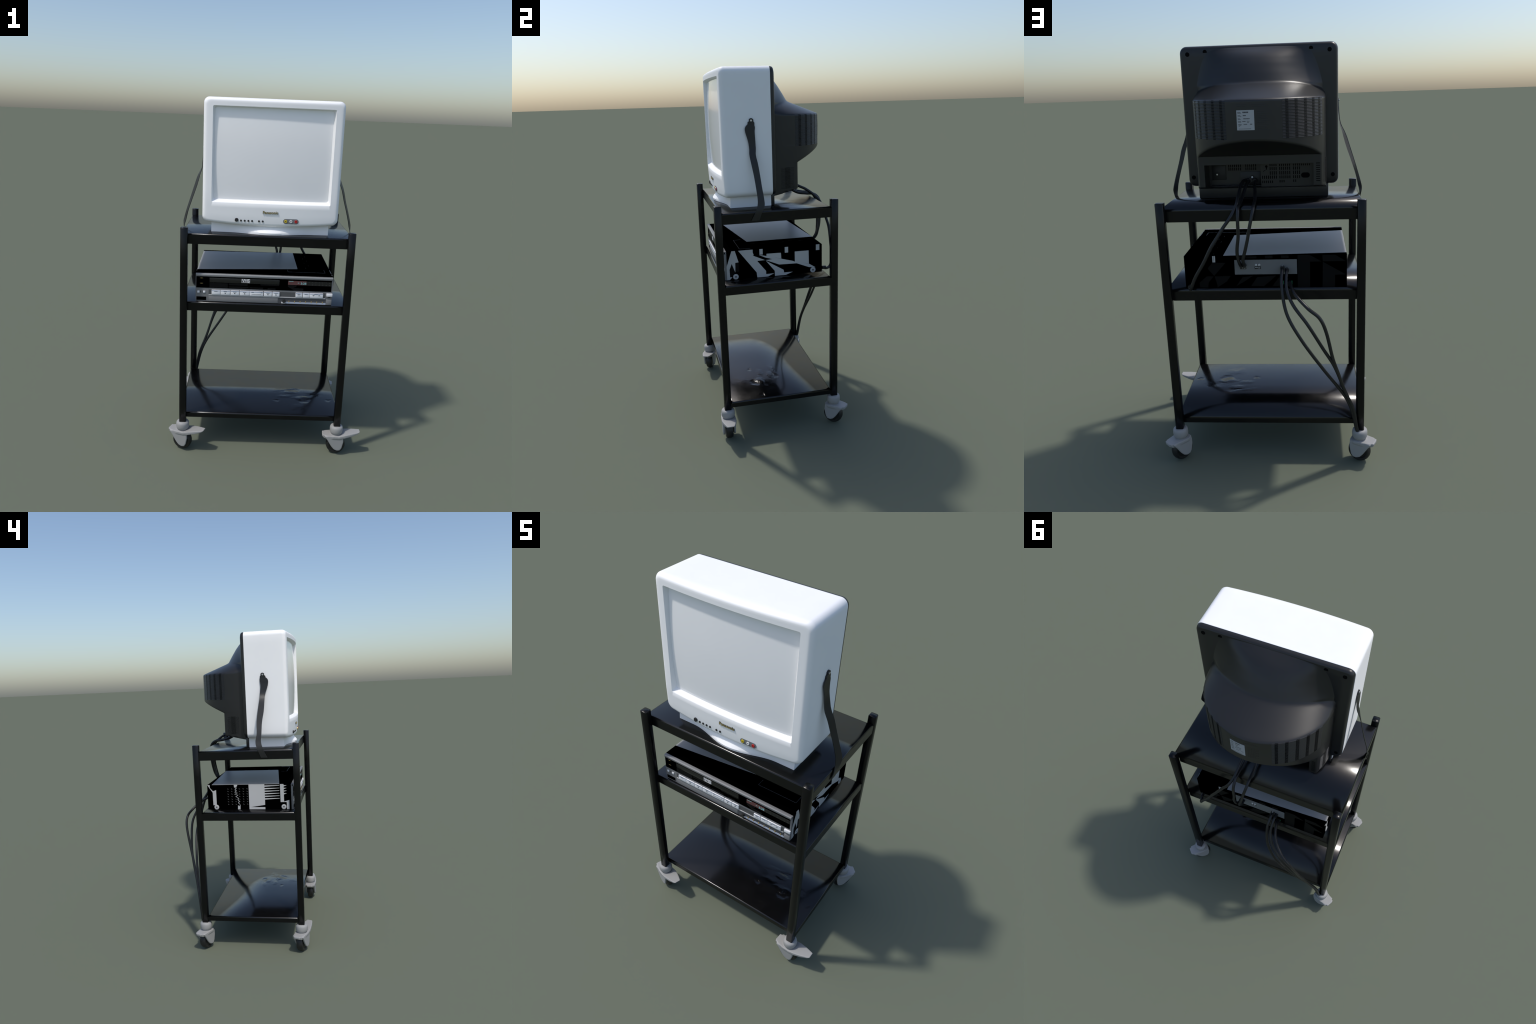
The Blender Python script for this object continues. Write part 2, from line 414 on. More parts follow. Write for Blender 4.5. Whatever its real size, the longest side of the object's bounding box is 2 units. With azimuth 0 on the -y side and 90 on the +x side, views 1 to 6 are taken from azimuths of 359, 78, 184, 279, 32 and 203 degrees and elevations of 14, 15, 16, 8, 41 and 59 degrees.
def rrect(x0, x1, z0, z1, r, nc=7, ns=14):
    """rounded rectangle with a fixed number of points, counter-clockwise from lower left"""
    P = []
    cor = [(x1 - r, z0 + r, -90), (x1 - r, z1 - r, 0), (x0 + r, z1 - r, 90), (x0 + r, z0 + r, 180)]
    for k, (cx, cz, a0) in enumerate(cor):
        for i in range(nc + 1):
            a = math.radians(a0 + 90 * i / nc); P.append((cx + r * math.cos(a), cz + r * math.sin(a)))
        nx_ = cor[(k + 1) % 4]; a = math.radians(nx_[2]); e = (nx_[0] + r * math.cos(a), nx_[1] + r * math.sin(a)); s = P[-1]
        for i in range(1, ns): P.append((lerp(s[0], e[0], i / ns), lerp(s[1], e[1], i / ns)))
    return P

def front_y(x, z):
    d = min(abs(x - CX) / .369, 1)
    return -.3040 - .0190 * (1 - d * d) + (.0065 * min(max((1.47 - z) / .13, 0), 1) if z < 1.47 else 0)

def dip(x, z):
    """the chin bows downwards in the middle"""
    d = min(abs(x - CX) / .36, 1)
    return -.024 * (1 - d ** 2) * min(max((1.40 - z) / .05, 0), 1)

rings = []
def ring(P, fy, dw):
    rings.append([Vector((x, fy(x, z), z + dw * dip(x, z))) for x, z in P])
ring(rrect(TX0 + .02, TX1 - .02, TZ0 + .02, TZ1 - .02, .028), lambda x, z: YB, 0)
ring(rrect(TX0, TX1, TZ0, TZ1, .032), lambda x, z: YB, 0)
ring(rrect(TX0, TX1, TZ0, TZ1, .032), lambda x, z: YB - .004, 0)
ring(rrect(TX0, TX1, TZ0, TZ1, .031), lambda x, z: -.16, .15)
for k in range(7):
    a = math.radians(90 * k / 6); r = .019; ins = r * (1 - math.cos(a))
    ring(rrect(TX0 + ins, TX1 - ins, TZ0 + ins, TZ1 - ins, .030 - ins * .4), lambda x, z, a=a: lerp(-.280, front_y(x, z), math.sin(a)), .7 + .3 * math.sin(a))
OX0, OX1, OZ0, OZ1 = -.3408, .2968, 1.4585, 1.9565
for t in (.35, .7, .97):
    ring(rrect(lerp(TX0 + .019, OX0, t), lerp(TX1 - .019, OX1, t), lerp(TZ0 + .019, OZ0, t), lerp(TZ1 - .019, OZ1, t), lerp(.022, .007, t)), front_y, 1. - t)
ring(rrect(OX0, OX1, OZ0, OZ1, .006), lambda x, z: front_y(x, z) + .002, 0)
IX0, IX1, IZ0, IZ1 = OX0 + .009, OX1 - .009, OZ0 + .013, OZ1 - .006
def glass_y(x, z):
    """face of the picture tube, following the bow of the cabinet"""
    u = (x - CX) / .32; w = (z - (IZ0 + IZ1) / 2) / .25
    return -.3085 + .0150 * u * u + .010 * w * w
ring(rrect(IX0, IX1, IZ0, IZ1, .012), lambda x, z: glass_y(x, z) - .0015, 0)
ring(rrect(IX0 + .002, IX1 - .002, IZ0 + .002, IZ1 - .002, .012), lambda x, z: glass_y(x, z) + .006, 0)
n = len(rings[0]); V = [v for r in rings for v in r]; F = []
for i in range(len(rings) - 1):
    for j in range(n): F.append((i * n + j, i * n + (j + 1) % n, (i + 1) * n + (j + 1) % n, (i + 1) * n + j))
mesh('cabinet', V, F, M_WHITE, tv, 38)

# picture tube face: gently domed
V = []; F = []; gx, gz = 40, 32
for j in range(gz + 1):
    for i in range(gx + 1):
        x = lerp(IX0 - .003, IX1 + .003, i / gx); z = lerp(IZ0 - .003, IZ1 + .003, j / gz)
        V.append((x, glass_y(x, z), z))
for j in range(gz):
    for i in range(gx):
        a = j * (gx + 1) + i; F.append((a, a + 1, a + gx + 2, a + gx + 1))
mesh('screen', V, F, M_SCREEN, tv, 80)

# pedestal: plain block with a bowed lip at the front
def lip(x, z0b):
    d = (x - CX) / .235
    return -.2705 - (.052 * (math.cos(max(-1, min(1, d)) * math.pi) * .5 + .5)) * z0b
V = []; F = []; nb = 48
PX0, PX1 = -.3415, .3005
lv = [(1.3415, .35, .004), (1.333, .45, .003), (1.318, .66, .002), (1.307, .88, .001), (1.298, 1., 0), (1.2872, .97, 0)]
for z, f, bk in lv:
    for i in range(nb + 1):
        x = lerp(PX0, PX1, i / nb); V.append((x, lip(x, f) + bk, z + (0.010 if z > 1.34 else 0)))
    V += [(PX1, YB - .001, z + (0.010 if z > 1.34 else 0)), (PX0, YB - .001, z + (0.010 if z > 1.34 else 0))]
k = nb + 3
for i in range(len(lv) - 1):
    for j in range(k): F.append((i * k + j, i * k + (j + 1) % k, (i + 1) * k + (j + 1) % k, (i + 1) * k + j))
F.append(tuple((len(lv) - 1) * k + j for j in range(k))); F.append(tuple(range(k))[::-1])
mesh('pedestal', V, F, M_WHITE, tv, 40)
box('foot_block', -.340, .298, YB, -.028, 1.2872, 1.350, M_TVBLK, tv, .004)

# dark rear rim
rings = []
for ins, y, r in ((.03, YB + .0005, .03), (.0015, YB + .0005, .031), (.0015, -.040, .031), (.003, -.033, .031), (.0075, -.027, .030), (.014, -.0245, .028), (.05, -.024, .02), (.15, -.024, .02)):
    rings.append([Vector((x, y, z)) for x, z in rrect(TX0 + ins, TX1 - ins, TZ0 + ins, TZ1 - ins, r)])
n = len(rings[0]); V = [v for r in rings for v in r]; F = []
for i in range(len(rings) - 1):
    for j in range(n): F.append((i * n + j, i * n + (j + 1) % n, (i + 1) * n + (j + 1) % n, (i + 1) * n + j))
F.append(tuple((len(rings) - 1) * n + j for j in range(n)))
mesh('cover_rim', V, F, M_TVBLK, tv, 50)

# bulging tube housing: horizontal sections, one function y = f(x, z)
HW = .309
FUN = [(1.70, .150), (1.826, .120), (1.8705, .094), (1.9134, .066), (1.940, .044), (1.958, .023), (1.972, .000), (1.985, -.022), (2., -.04)]
def arc(s): return .3005 * max(0., 1 - abs(s) ** 1.9) ** .5
def housing_y(s, z):
    A = arc(s); B = smin(A, .113, .012)
    low = smax(A, B, .004)
    if z < 1.60:                                     # sloping underside (a plane) meets the lower box
        y = max(smin(low, .113 + (z - 1.507) / .428, .010), B) if z > 1.507 else B
        y = min(y, -.035 + max(z - 1.3335, 0) / .031 * .148)
        return y
    dd = abs(s) * HW
    hood = smin(A, A - (z - 1.757) / (.39 - .05 * (dd / .25) ** 3), .014)
    fy = interp(FUN, z); h = max(0., 1 - (dd / .30) ** 2.2) ** (1.10 + max(z - 1.82, 0) / .15 * 1.5)
    fun = -.028 + (fy + .028) * h
    return max(smax(hood, fun, .012), -.036)
zs = [1.3335, 1.337, 1.345, 1.355, 1.363, 1.3655, 1.369]
z = 1.38
while z < 1.995:
    zs.append(z)
    z += .0045 if (1.495 < z < 1.60 or 1.74 < z < 1.84) else .009
zs.append(1.995)
nt = 96
V = []; F = []
for z in zs:
    edge = z in (zs[0], zs[-1])
    V.append((CX - HW, -.04, z))
    for i in range(nt + 1):
        s = math.sin(math.pi * (i / nt - .5)); s = max(-1, min(1, s))
        V.append((CX + s * HW, -.04 if edge else max(housing_y(s, z), -.0395), z))
    V.append((CX + HW, -.04, z))
k = nt + 3
for j in range(len(zs) - 1):
    for i in range(k - 1): F.append((j * k + i, j * k + i + 1, (j + 1) * k + i + 1, (j + 1) * k + i))
bm = bmesh.new()
bv = [bm.verts.new(v) for v in V]
for f in F: bm.faces.new([bv[i] for i in f])
bmesh.ops.remove_doubles(bm, verts=bm.verts, dist=.00005)
bmesh.ops.holes_fill(bm, edges=[e for e in bm.edges if len(e.link_faces) == 1], sides=0)
housing = bm_obj('tube_housing', bm, M_TVBLK, tv)
cut = box('cutter', -.270, .2365, .0450, .30, 1.352, 1.4675, M_TVBLK, None)
md = housing.modifiers.new('b', 'BOOLEAN'); md.object = cut; md.operation = 'DIFFERENCE'; md.solver = 'EXACT'
bake(housing, 1); D.objects.remove(cut)
cut = box('cutter', -.0195, .2365, .0005, .30, 1.352, 1.4675, M_TVBLK, None)
md = housing.modifiers.new('b', 'BOOLEAN'); md.object = cut; md.operation = 'DIFFERENCE'; md.solver = 'EXACT'
bake(housing, 1); D.objects.remove(cut)
housing.data.materials.clear(); housing.data.materials.append(M_TVBLK)
for p in housing.data.polygons: p.material_index = 0
sharp(housing.data, 42)

def on_housing(dx, z, off):
    """point on the curved rear wall, lifted along its horizontal normal"""
    s = dx / HW; e = .004
    y0 = housing_y(s, z); t = Vector((2 * e, housing_y((dx + e) / HW, z) - housing_y((dx - e) / HW, z), 0)).normalized()
    nrm = Vector((-t.y, t.x, 0)); return Vector((CX + dx, y0, z)) + nrm * off

def strip(bm, dx0, dx1, prof, seg):
    """loft a profile [(z, offset)...] along the rear wall"""
    prev = None
    for i in range(seg + 1):
        dx = lerp(dx0, dx1, i / seg); cur = [bm.verts.new(on_housing(dx, z, o)) for z, o in prof]
        if prev:
            for a in range(len(prof) - 1): bm.faces.new((prev[a], cur[a], cur[a + 1], prev[a + 1]))
        prev = cur
ROWS = 27; PITCH = (1.7555 - 1.5950) / (ROWS - 1)
for sg in (1, -1):
    bm = bmesh.new(); bs = bmesh.new()
    for r in range(ROWS):
        z = 1.5950 + PITCH * r
        strip(bm, sg * .121, sg * .290, [(z - .0018, .0), (z - .0006, .0013), (z + .0016, .0)], 14)
        for c, w in ((.140, .0065), (.179, .0062), (.2175, .0058), (.2515, .0050), (.2775, .0042)):
            strip(bs, sg * (c - w), sg * (c + w), [(z - .0024, -.0005), (z - .0022, .0010), (z + .0013, .0010), (z + .0015, -.0005)], 2)
    bm_obj('louvre', bm, M_TVBLK, tv, None, True); bm_obj('vent_slot', bs, M_HOLE, tv, None, True)
    bm = bmesh.new(); bs = bmesh.new()
    def flank(y): return HW * max(0., 1 - (max(y, 0) / .3005) ** 2) ** (1 / 1.9)
    for r in range(18):
        z = 1.374 + .0063 * r
        for y0, y1, B, off in ((.014, .089, bm, .0013), (.036, .066, bs, .0010)):
            prev = None
            for q in range(7):
                y = lerp(y0, y1, q / 6); x = flank(y)
                cur = [B.verts.new((CX + sg * (x + o), y, z + dz)) for dz, o in ((-.0020, -.001), (-.0016 if B is bs else -.0004, off), (.0014 if B is bs else .0003, off), (.0017, -.001))]
                if prev:
                    for a in range(3): B.faces.new((prev[a], cur[a], cur[a + 1], prev[a + 1]))
                prev = cur
    bm_obj('louvre', bm, M_TVBLK, tv, None, True); bm_obj('vent_slot', bs, M_HOLE, tv, None, True)

# screw holes in the rim
for x, z in ((.3069, 1.964), (-.3513, 1.964), (.3191, 1.394), (-.3628, 1.394)):
    cyl('screw_hole', (x, -.0236, z), 'y', .0098, .002, M_HOLE, tv, 24)
for x in (.2243, -.2666):
    prism('screw_hole', [(x + .0095 * math.cos(a), 1.9725 + .0095 * math.sin(a)) for a in [math.radians(-25 + 230 * i / 12) for i in range(13)]], 'y', housing_y((x - CX) / HW, 1.9725) - .004, housing_y((x - CX) / HW, 1.970) + .003, M_HOLE, tv)

# ---- rear connection panel inside the recess
PY = .0005; BEFORE = set(D.objects)
boxes('vent_slot', [(x - .0021, x + .0021, PY - .004, PY + .0008, z0, z1) for x, z0, z1 in
    [(.139 - .0095 * i, a, b) for i in range(7) for a, b in ((1.442, 1.456), (1.426, 1.4395))] +
    [(.056 - .0095 * i, a, b) for i in range(6) for a, b in ((1.442, 1.455), (1.426, 1.4395))] +
    [(-.062 - .0096 * i, a, b) for i in range(4) for a, b in ((1.444, 1.454), (1.425, 1.440), (1.403, 1.420), (1.384, 1.399))] +
    [(-.108 - .0096 * i, a, b) for i in range(6) for a, b in ((1.444, 1.454), (1.425, 1.440), (1.403, 1.420), (1.384, 1.398))] +
    [(-.174 - .0096 * i, a, b) for i in range(4) for a, b in ((1.444, 1.454), (1.425, 1.440), (1.403, 1.420), (1.384, 1.398))] +
    [(-.2125 - .0096 * i, 1.444, 1.453) for i in range(5)] +
    [(-.024 - .0095 * i, 1.384, 1.399) for i in range(5)] + [(-.024 - .0095 * i, 1.363, 1.375) for i in range(6)] +
    [(-.108 - .0096 * i, 1.365, 1.377) for i in range(3)] + [(-.174 - .0096 * i, 1.366, 1.378) for i in range(2)]], M_HOLE, tv)
box('antenna_plate', .154, .222, PY - .002, PY + .006, 1.383, 1.462, M_PANEL, tv, .001)
box('jack_plate', -.0185, .085, PY - .002, PY + .004, 1.356, 1.4195, M_PANEL, tv, .001)
box('panel_ledge', -.019, .225, PY - .002, PY + .030, 1.3525, 1.3575, M_PANEL, tv, .001)
cyl('antenna_socket', (.194, PY + .010, 1.411), 'y', .0065, .016, M_PANEL, tv, 20)
cyl('antenna_socket', (.1945, PY + .014, 1.411), 'y', .0035, .014, M_METAL, tv, 16)
cyl('audio_socket', (.026, PY + .006, 1.394), 'y', .0075, .008, M_HOLE, tv, 24); cyl('audio_socket', (.026, PY + .009, 1.394), 'y', .0048, .008, M_WJ, tv, 20)
cyl('audio_socket', (.012, PY + .007, 1.379), 'y', .0085, .010, M_REDJ, tv, 24)
prism('power_inlet', [(-.231 + sx * .0085 + .0125 * math.cos(a), 1.398 + .0125 * math.sin(a)) for sx, r in ((1, -90), (-1, 90)) for a in [math.radians(r + 180 * i / 10) for i in range(11)]], 'y', PY - .002, PY + .0012, M_HOLE, tv)
cyl('key_slot', (-.044, PY, 1.443), 'y', .006, .003, M_HOLE, tv, 20)
boxes('key_slot', [(-.0462, -.0420, PY - .002, PY + .0015, 1.428, 1.442)], M_HOLE, tv, stuff=False)
prism('key_slot', [(-.0462, 1.4305), (-.042, 1.4275), (-.0295, 1.418), (-.0275, 1.421)], 'y', PY - .002, PY + .0013, M_HOLE, tv)

# the right half of the panel stands proud of the deep bay: bring its openings forward
for o in set(D.objects) - BEFORE:
    for v in o.data.vertices:
        if v.co.x < -.0195:
            v.co.x = -.277 + (v.co.x + .277) * .987; v.co.z = 1.7714 - (1.7714 - v.co.z) * .987; v.co.y += .0447

bm = bmesh.new()
for i in range(9): strip(bm, -.2785, -.2600, [(1.3835 + .0101 * i, .0006), (1.3870 + .0101 * i, .0006)], 4)
bm_obj('vent_slot', bm, M_HOLE, tv, None, True)
# rating label, pasted on the curved back
bm = bmesh.new(); nseg = 8
for off in (.0012,):
    prev = None
    for i in range(nseg + 1):
        x = lerp(-.0265, .0485, i / nseg) - CX
        cur = [bm.verts.new(on_housing(x, z, o)) for z, o in ((1.6325, -.001), (1.6325, off), (1.7145, off), (1.7145, -.001))]
        if prev:
            for a in range(3): bm.faces.new((prev[a], cur[a], cur[a + 1], prev[a + 1]))
        prev = cur
bm_obj('rating_label', bm, M_LABEL, tv, 40)
bm = bmesh.new()
for xa, xb, z, h in ((.044, .030, 1.7065, .0022), (.044, .028, 1.7025, .002), (.022, -.003, 1.7055, .0055), (.043, .031, 1.6935, .002), (.043, .027, 1.6895, .0018), (.021, .007, 1.6925, .004), (.043, .034, 1.6800, .002), (.043, .030, 1.6765, .002), (.020, -.008, 1.6795, .0032),
                     (.043, .029, 1.6695, .0018), (.043, .029, 1.6655, .0018), (.024, .010, 1.6690, .003), (.005, -.007, 1.6695, .0018), (.004, -.004, 1.6640, .002), (.043, .027, 1.6570, .002), (.041, .029, 1.6535, .0018), (.041, .034, 1.6495, .0018), (.019, .004, 1.6570, .003), (-.008, -.018, 1.6570, .003), (.041, -.012, 1.6380, .0016)):
    nn = max(2, int(abs(xa - xb) / .003))
    for q in range(nn):                         # lettering reads as rows of short dark dashes
        a = lerp(xa, xb, q / nn); b = lerp(xa, xb, (q + .72) / nn)
        strip(bm, b - CX, a - CX, [(z - h / 2, .0016), (z + h / 2, .0016)], 1)
bm_obj('label_print', bm, M_INK, tv, None, True)
# moulded notice on the back, barely raised
bm = bmesh.new()
for z, x0, x1 in [(1.737, .050, .012), (1.730, .046, .010), (1.737, -.014, -.075), (1.730, -.020, -.085)] + [(1.708 - .0075 * i, -.040, -.040 - (.05 if i % 3 else .035)) for i in range(11)]:
    q = x0
    while q > x1:
        strip(bm, q - .005 - CX, q - CX, [(z - .0012, .0), (z - .0005, .0005), (z + .0012, .0)], 1); q -= .0075
bm_obj('moulded_notice', bm, M_PANEL, tv, None, True)

# ---- front controls
def fy(x, z): return front_y(x, z)
cyl('power_knob', (-.2031, fy(-.2031, 1.3656) - .001, 1.3656), 'y', .0098, .012, M_INK, tv, 28, .002)
for x in (-.1795, -.1595, -.1395, -.1195, -.0825, -.0622):
    cyl('button', (x, fy(x, 1.3625) - .000, 1.3625), 'y', .0052, .008, M_INK, tv, 20, .0012)
text('badge_lettering', 'Panasonic', .0215, Vector((-.0226, fy(-.02, 1.411) - .0012, 1.411)), FRONT, .0022, M_INK, tv, width=.0825, bold=.0004)
text('badge_lettering', 'Panasonic', .0190, Vector((-.0226, fy(-.02, 1.411) - .0026, 1.4113)), FRONT, .0018, M_GOLD, tv, width=.0800)
sy = fy(.05, 1.3665)
def stadium(cx, cz, hx, r, n=10):
    return [(cx + s * hx + r * math.cos(a), cz + r * math.sin(a)) for s, r0 in ((1, -90), (-1, 90)) for a in [math.radians(r0 + 180 * i / n) for i in range(n + 1)]]
prism('socket_plate', stadium(.0895, 1.3665, .0285, .0135), 'y', sy + .004, sy - .0012, M_SOCKP, tv)
for x, m_ in ((.0615, M_YEL), (.0896, M_WJ), (.1172, M_REDJ)):
    o = lathe('audio_socket', [(.0030, -.0005), (.0030, -.0035), (.0072, -.0035), (.0078, -.0015), (.0078, .002)], 'y', (x, sy - .001, 1.3666), m_, tv, 28)
    cyl('socket_hole', (x, sy - .0018, 1.3666), 'y', .0031, .002, M_INK, tv, 16)

# ================================================================== VIDEO RECORDER
vcr = empty('video_recorder', (-.038, -.05, S_MID), 'black and silver video cassette recorder with trailing cables', 'video recorder')
VX0, VX1, VY0, VY1, VZ0, VZ1 = -.4178, .3410, -.325, .2225, .9012, 1.0615
box('body', VX0, VX1, VY0 + .014, VY1, VZ0 + .0008, VZ1 - .0006, M_VBLK, vcr)
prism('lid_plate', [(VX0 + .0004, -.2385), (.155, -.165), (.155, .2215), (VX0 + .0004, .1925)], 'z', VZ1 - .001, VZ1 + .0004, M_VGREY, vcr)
# tray outline on the lid
t = .0016; zt = VZ1 + .0003
boxes('tray_outline', [(.095, .308, -.234, -.234 + t, zt - .002, zt), (.308 - t, .308, -.234, -.172, zt - .002, zt + .0001), (.095, .095 + t, -.234, -.192, zt - .002, zt + .0001)], M_VLINE, vcr, stuff=False)
boxes('lid_mark', [(.205 + .02 * (i % 2), .2062 + .02 * (i % 2), -.155 + .055 * i, -.130 + .055 * i, zt - .002, zt) for i in range(7)], M_VDARK, vcr)
# fascia
YF = VY0
box('fascia', VX0, VX1, YF + .002, YF + .016, VZ0, VZ1 - .001, M_VSILV, vcr, .001)
bm = bmesh.new(); add_box(bm, VX0, VX1, YF - .002, YF + .012, 1.0445, VZ1, .003, 2); bm_obj('trim_bar', bm, M_VSILV, vcr, 30)
box('bar_highlight_strip', VX0 + .002, VX1 - .001, YF - .0026, YF + .004, 1.0535, 1.0600, M_VBAR, vcr, .001)  # highlight along the bar's upper half, modelled as a paler strip
box('window', VX0 + .003, VX1 - .0065, YF + .0006, YF + .006, .9795, 1.0442, M_VBLK, vcr)
box('cassette_door', -.3415, .0448, YF - .0002, YF + .004, 1.0115, 1.0385, M_WIN, vcr, .0008)
boxes('door_ridge', [(-.3415, -.240, YF + .0001, YF + .004, .982, 1.009), (-.235, -.125, YF + .0002, YF + .004, .984, .9925), (-.235, -.130, YF + .0002, YF + .004, .998, 1.0095), (-.06, .044, YF + .0002, YF + .004, 1.004, 1.0105), (-.02, .025, YF + .0002, YF + .004, .9825, .989), (-.12, -.045, YF + .0002, YF + .004, .984, .991)], M_VDARK, vcr, stuff=False)
boxes('logo_frame', [(-.1647, -.1188, YF - .0012, YF + .002, 1.0357, 1.0367), (-.1647, -.1188, YF - .0012, YF + .002, 1.0157, 1.0167), (-.1647, -.1637, YF - .0013, YF + .002, 1.0158, 1.0366), (-.1198, -.1188, YF - .0013, YF + .002, 1.0158, 1.0366)], M_BTN, vcr, stuff=False)
text('logo_lettering', 'VHS', .024, Vector((-.1418, YF - .0006, 1.0262)), FRONT, .0006, M_BTN, vcr, width=.041, bold=.0004)
box('display', .0923, .1946, YF - .0004, YF + .004, 1.0134, 1.0360, M_RED_D, vcr)
boxes('display_word', [(.097 + .0042 * i, .1002 + .0042 * i, YF - .0008, YF + .002, 1.0318, 1.0345) for i in range(6)], M_CYAN, vcr)
text('display_digits', '3:28', .0165, Vector((.1775, YF - .0008, 1.0222)), FRONT, .0004, M_CYAN, vcr, width=.031, bold=.0002)
box('display_dash', .146, .154, YF - .0008, YF + .002, 1.0238, 1.0265, M_CYAN, vcr)
box('channel_strip', .1952, .3345, YF - .0003, YF + .004, 1.0120, 1.0350, M_WIN, vcr)
for i in range(7):
    text('channel_number', str(i + 2), .0075, Vector((.208 + .0191 * i, YF - .0006, 1.0305)), FRONT, .0003, M_GREYINK, vcr)
    text('channel_number', str(i + 9), .0075, Vector((.208 + .0191 * i, YF - .0006, 1.0170)), FRONT, .0003, M_GREYINK, vcr)
prism('window_facet', [(.0925, 1.0125), (.142, 1.0115), (.139, 1.003), (.12, .997), (.18, .9935), (.178, .9815), (.128, .9805), (.0925, 1.002)], 'y', YF + .004, YF + .0003, M_VDARK, vcr)
for z in (1.0352, 1.0052):
    box('indicator', -.399, -.373, YF + .0000, YF + .003, z - .002, z + .002, M_VDARK, vcr); box('indicator', -.392, -.380, YF - .0004, YF + .003, z - .0012, z + .0012, M_AMBER, vcr)
box('button_trough', -.3455, .3030, YF + .0010, YF + .004, .9425, .9697, mat('trough_grey', (.085, .087, .09), .5), vcr)
box('trough_lip', -.3455, .3040, YF - .0020, YF + .006, .9365, .9418, M_VBAR, vcr, .0012)
BT = [(-.3290, -.2815), (-.2796, -.2269), (-.2244, -.1765), (-.1736, -.1177), (-.1166, -.0425), (-.0386, .0056), (.0085, .0479), (.1373, .1739), (.1774, .2138), (.2155, .2902)]
ink = []
for i, (a, b) in enumerate(BT):
    o = box('button', a, b, YF - .0045, YF + .003, .9430, .9690, M_BTN, vcr, .0012)
    box('button_band', a + .0008, b - .0008, YF - .0048, YF + .0, .9628, .9684, M_BTNBL, o)
    c = (a + b) / 2; yi = YF - .0050
    if i == 4:
        ink += [(a + .008, a + .022, yi, YF, .9612, .9630), (b - .014, b - .006, yi, YF, .9612, .9630)] + [(a + .010 + .0068 * q, a + .0155 + .0068 * q, yi, YF, .9505, .9522) for q in range(8)]
    elif i == 9:
        ink += [(c - .012, c + .008, yi, YF, .9612, .9628), (c - .022, c - .010, yi, YF, .9570, .9585), (c - .019, c - .013, yi, YF, .9545, .9560), (c + .010, c + .022, yi, YF, .9555, .9570), (c + .013, c + .019, yi, YF, .9580, .9595)]
    elif i == 7: ink += [(c - .009, c + .009, yi, YF, .9612, .9630), (c - .005, c + .005, yi, YF, .9570, .9582), (c - .011, c + .011, yi, YF, .9510, .9522)]
    else:
        ink += [(c - .009, c + .009, yi, YF, .9605, .9622)]
        if i in (1, 2, 3, 5, 6): ink += [(c - .003, c + .003, yi, YF, .9508, .9555)]
boxes('button_print', ink, M_INK, vcr)
o = box('button', .3091, .3418, YF - .006, YF + .003, .9535, .9700, M_BTN, vcr, .0012)
boxes('button_print', [(.320, .331, YF - .001, YF + .003, .9465, .9505)], M_INK, vcr, stuff=False)
box('sensor_window', -.4130, -.3589, YF + .0010, YF + .004, .9074, .9272, M_VBLK, vcr)
for a, b in ((-.4084, -.3959), (-.3775, -.3641)): box('power_key', a, b, YF - .001, YF + .003, .9500, .9612, M_BTN, vcr, .0008)
for a in (-.3935, -.3825): box('power_slot', a, a + .0032, YF + .0012, YF + .003, .9500, .9612, M_INK, vcr)
box('control_flap', -.3455, .0400, YF - .0006, YF + .004, .9030, .9362, M_VSILV, vcr, .001)
box('control_trough', .0430, .3080, YF + .0012, YF + .004, .9042, .9350, mat('flap_trough_grey', (.07, .072, .08), .5), vcr)
box('control_strip', .0860, .3075, YF - .0008, YF + .003, .9042, .9135, M_BTNBL, vcr)
box('control_strip', .0600, .0840, YF - .0008, YF + .003, .9042, .9125, M_BTN, vcr)
cyl('tracking_knob', (.0736, YF - .004, .9188), 'y', .0090, .012, M_INK, vcr, 24, .001)
boxes('preset_mark', [(.1005 + .0311 * i, .1045 + .0311 * i, YF - .0012, YF + .003, .9110, .9200) for i in range(7)], M_AMBER, vcr)
box('fascia_wing', .3085, .3400, YF - .001, YF + .004, .9030, .9350, M_VSILV, vcr, .002)

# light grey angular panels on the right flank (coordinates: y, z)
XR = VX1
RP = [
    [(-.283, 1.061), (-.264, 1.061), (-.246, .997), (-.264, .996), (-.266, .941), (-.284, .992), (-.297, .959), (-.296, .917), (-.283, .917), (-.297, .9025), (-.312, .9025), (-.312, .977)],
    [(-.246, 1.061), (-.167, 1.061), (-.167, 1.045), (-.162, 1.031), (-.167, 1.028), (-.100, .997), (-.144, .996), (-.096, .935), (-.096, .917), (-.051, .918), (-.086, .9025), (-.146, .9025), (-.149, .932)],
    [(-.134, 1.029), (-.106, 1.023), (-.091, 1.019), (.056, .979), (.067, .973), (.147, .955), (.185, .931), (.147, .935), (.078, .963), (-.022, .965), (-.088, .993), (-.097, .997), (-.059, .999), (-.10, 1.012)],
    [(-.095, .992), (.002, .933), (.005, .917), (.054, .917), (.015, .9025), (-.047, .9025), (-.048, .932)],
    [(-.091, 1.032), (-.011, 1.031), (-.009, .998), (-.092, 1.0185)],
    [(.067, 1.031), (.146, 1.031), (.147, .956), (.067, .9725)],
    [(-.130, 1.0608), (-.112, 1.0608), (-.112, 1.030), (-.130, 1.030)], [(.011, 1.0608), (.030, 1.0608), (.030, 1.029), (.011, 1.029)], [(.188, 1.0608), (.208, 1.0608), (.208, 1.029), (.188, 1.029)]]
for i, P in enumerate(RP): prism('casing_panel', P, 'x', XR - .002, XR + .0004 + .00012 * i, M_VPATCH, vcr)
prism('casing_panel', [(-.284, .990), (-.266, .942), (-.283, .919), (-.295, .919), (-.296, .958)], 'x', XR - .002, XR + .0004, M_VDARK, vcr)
prism('casing_panel', [(-.264, .995), (-.246, .995), (-.246, .945), (-.262, .945)], 'x', XR - .002, XR + .0004, M_VDARK, vcr)
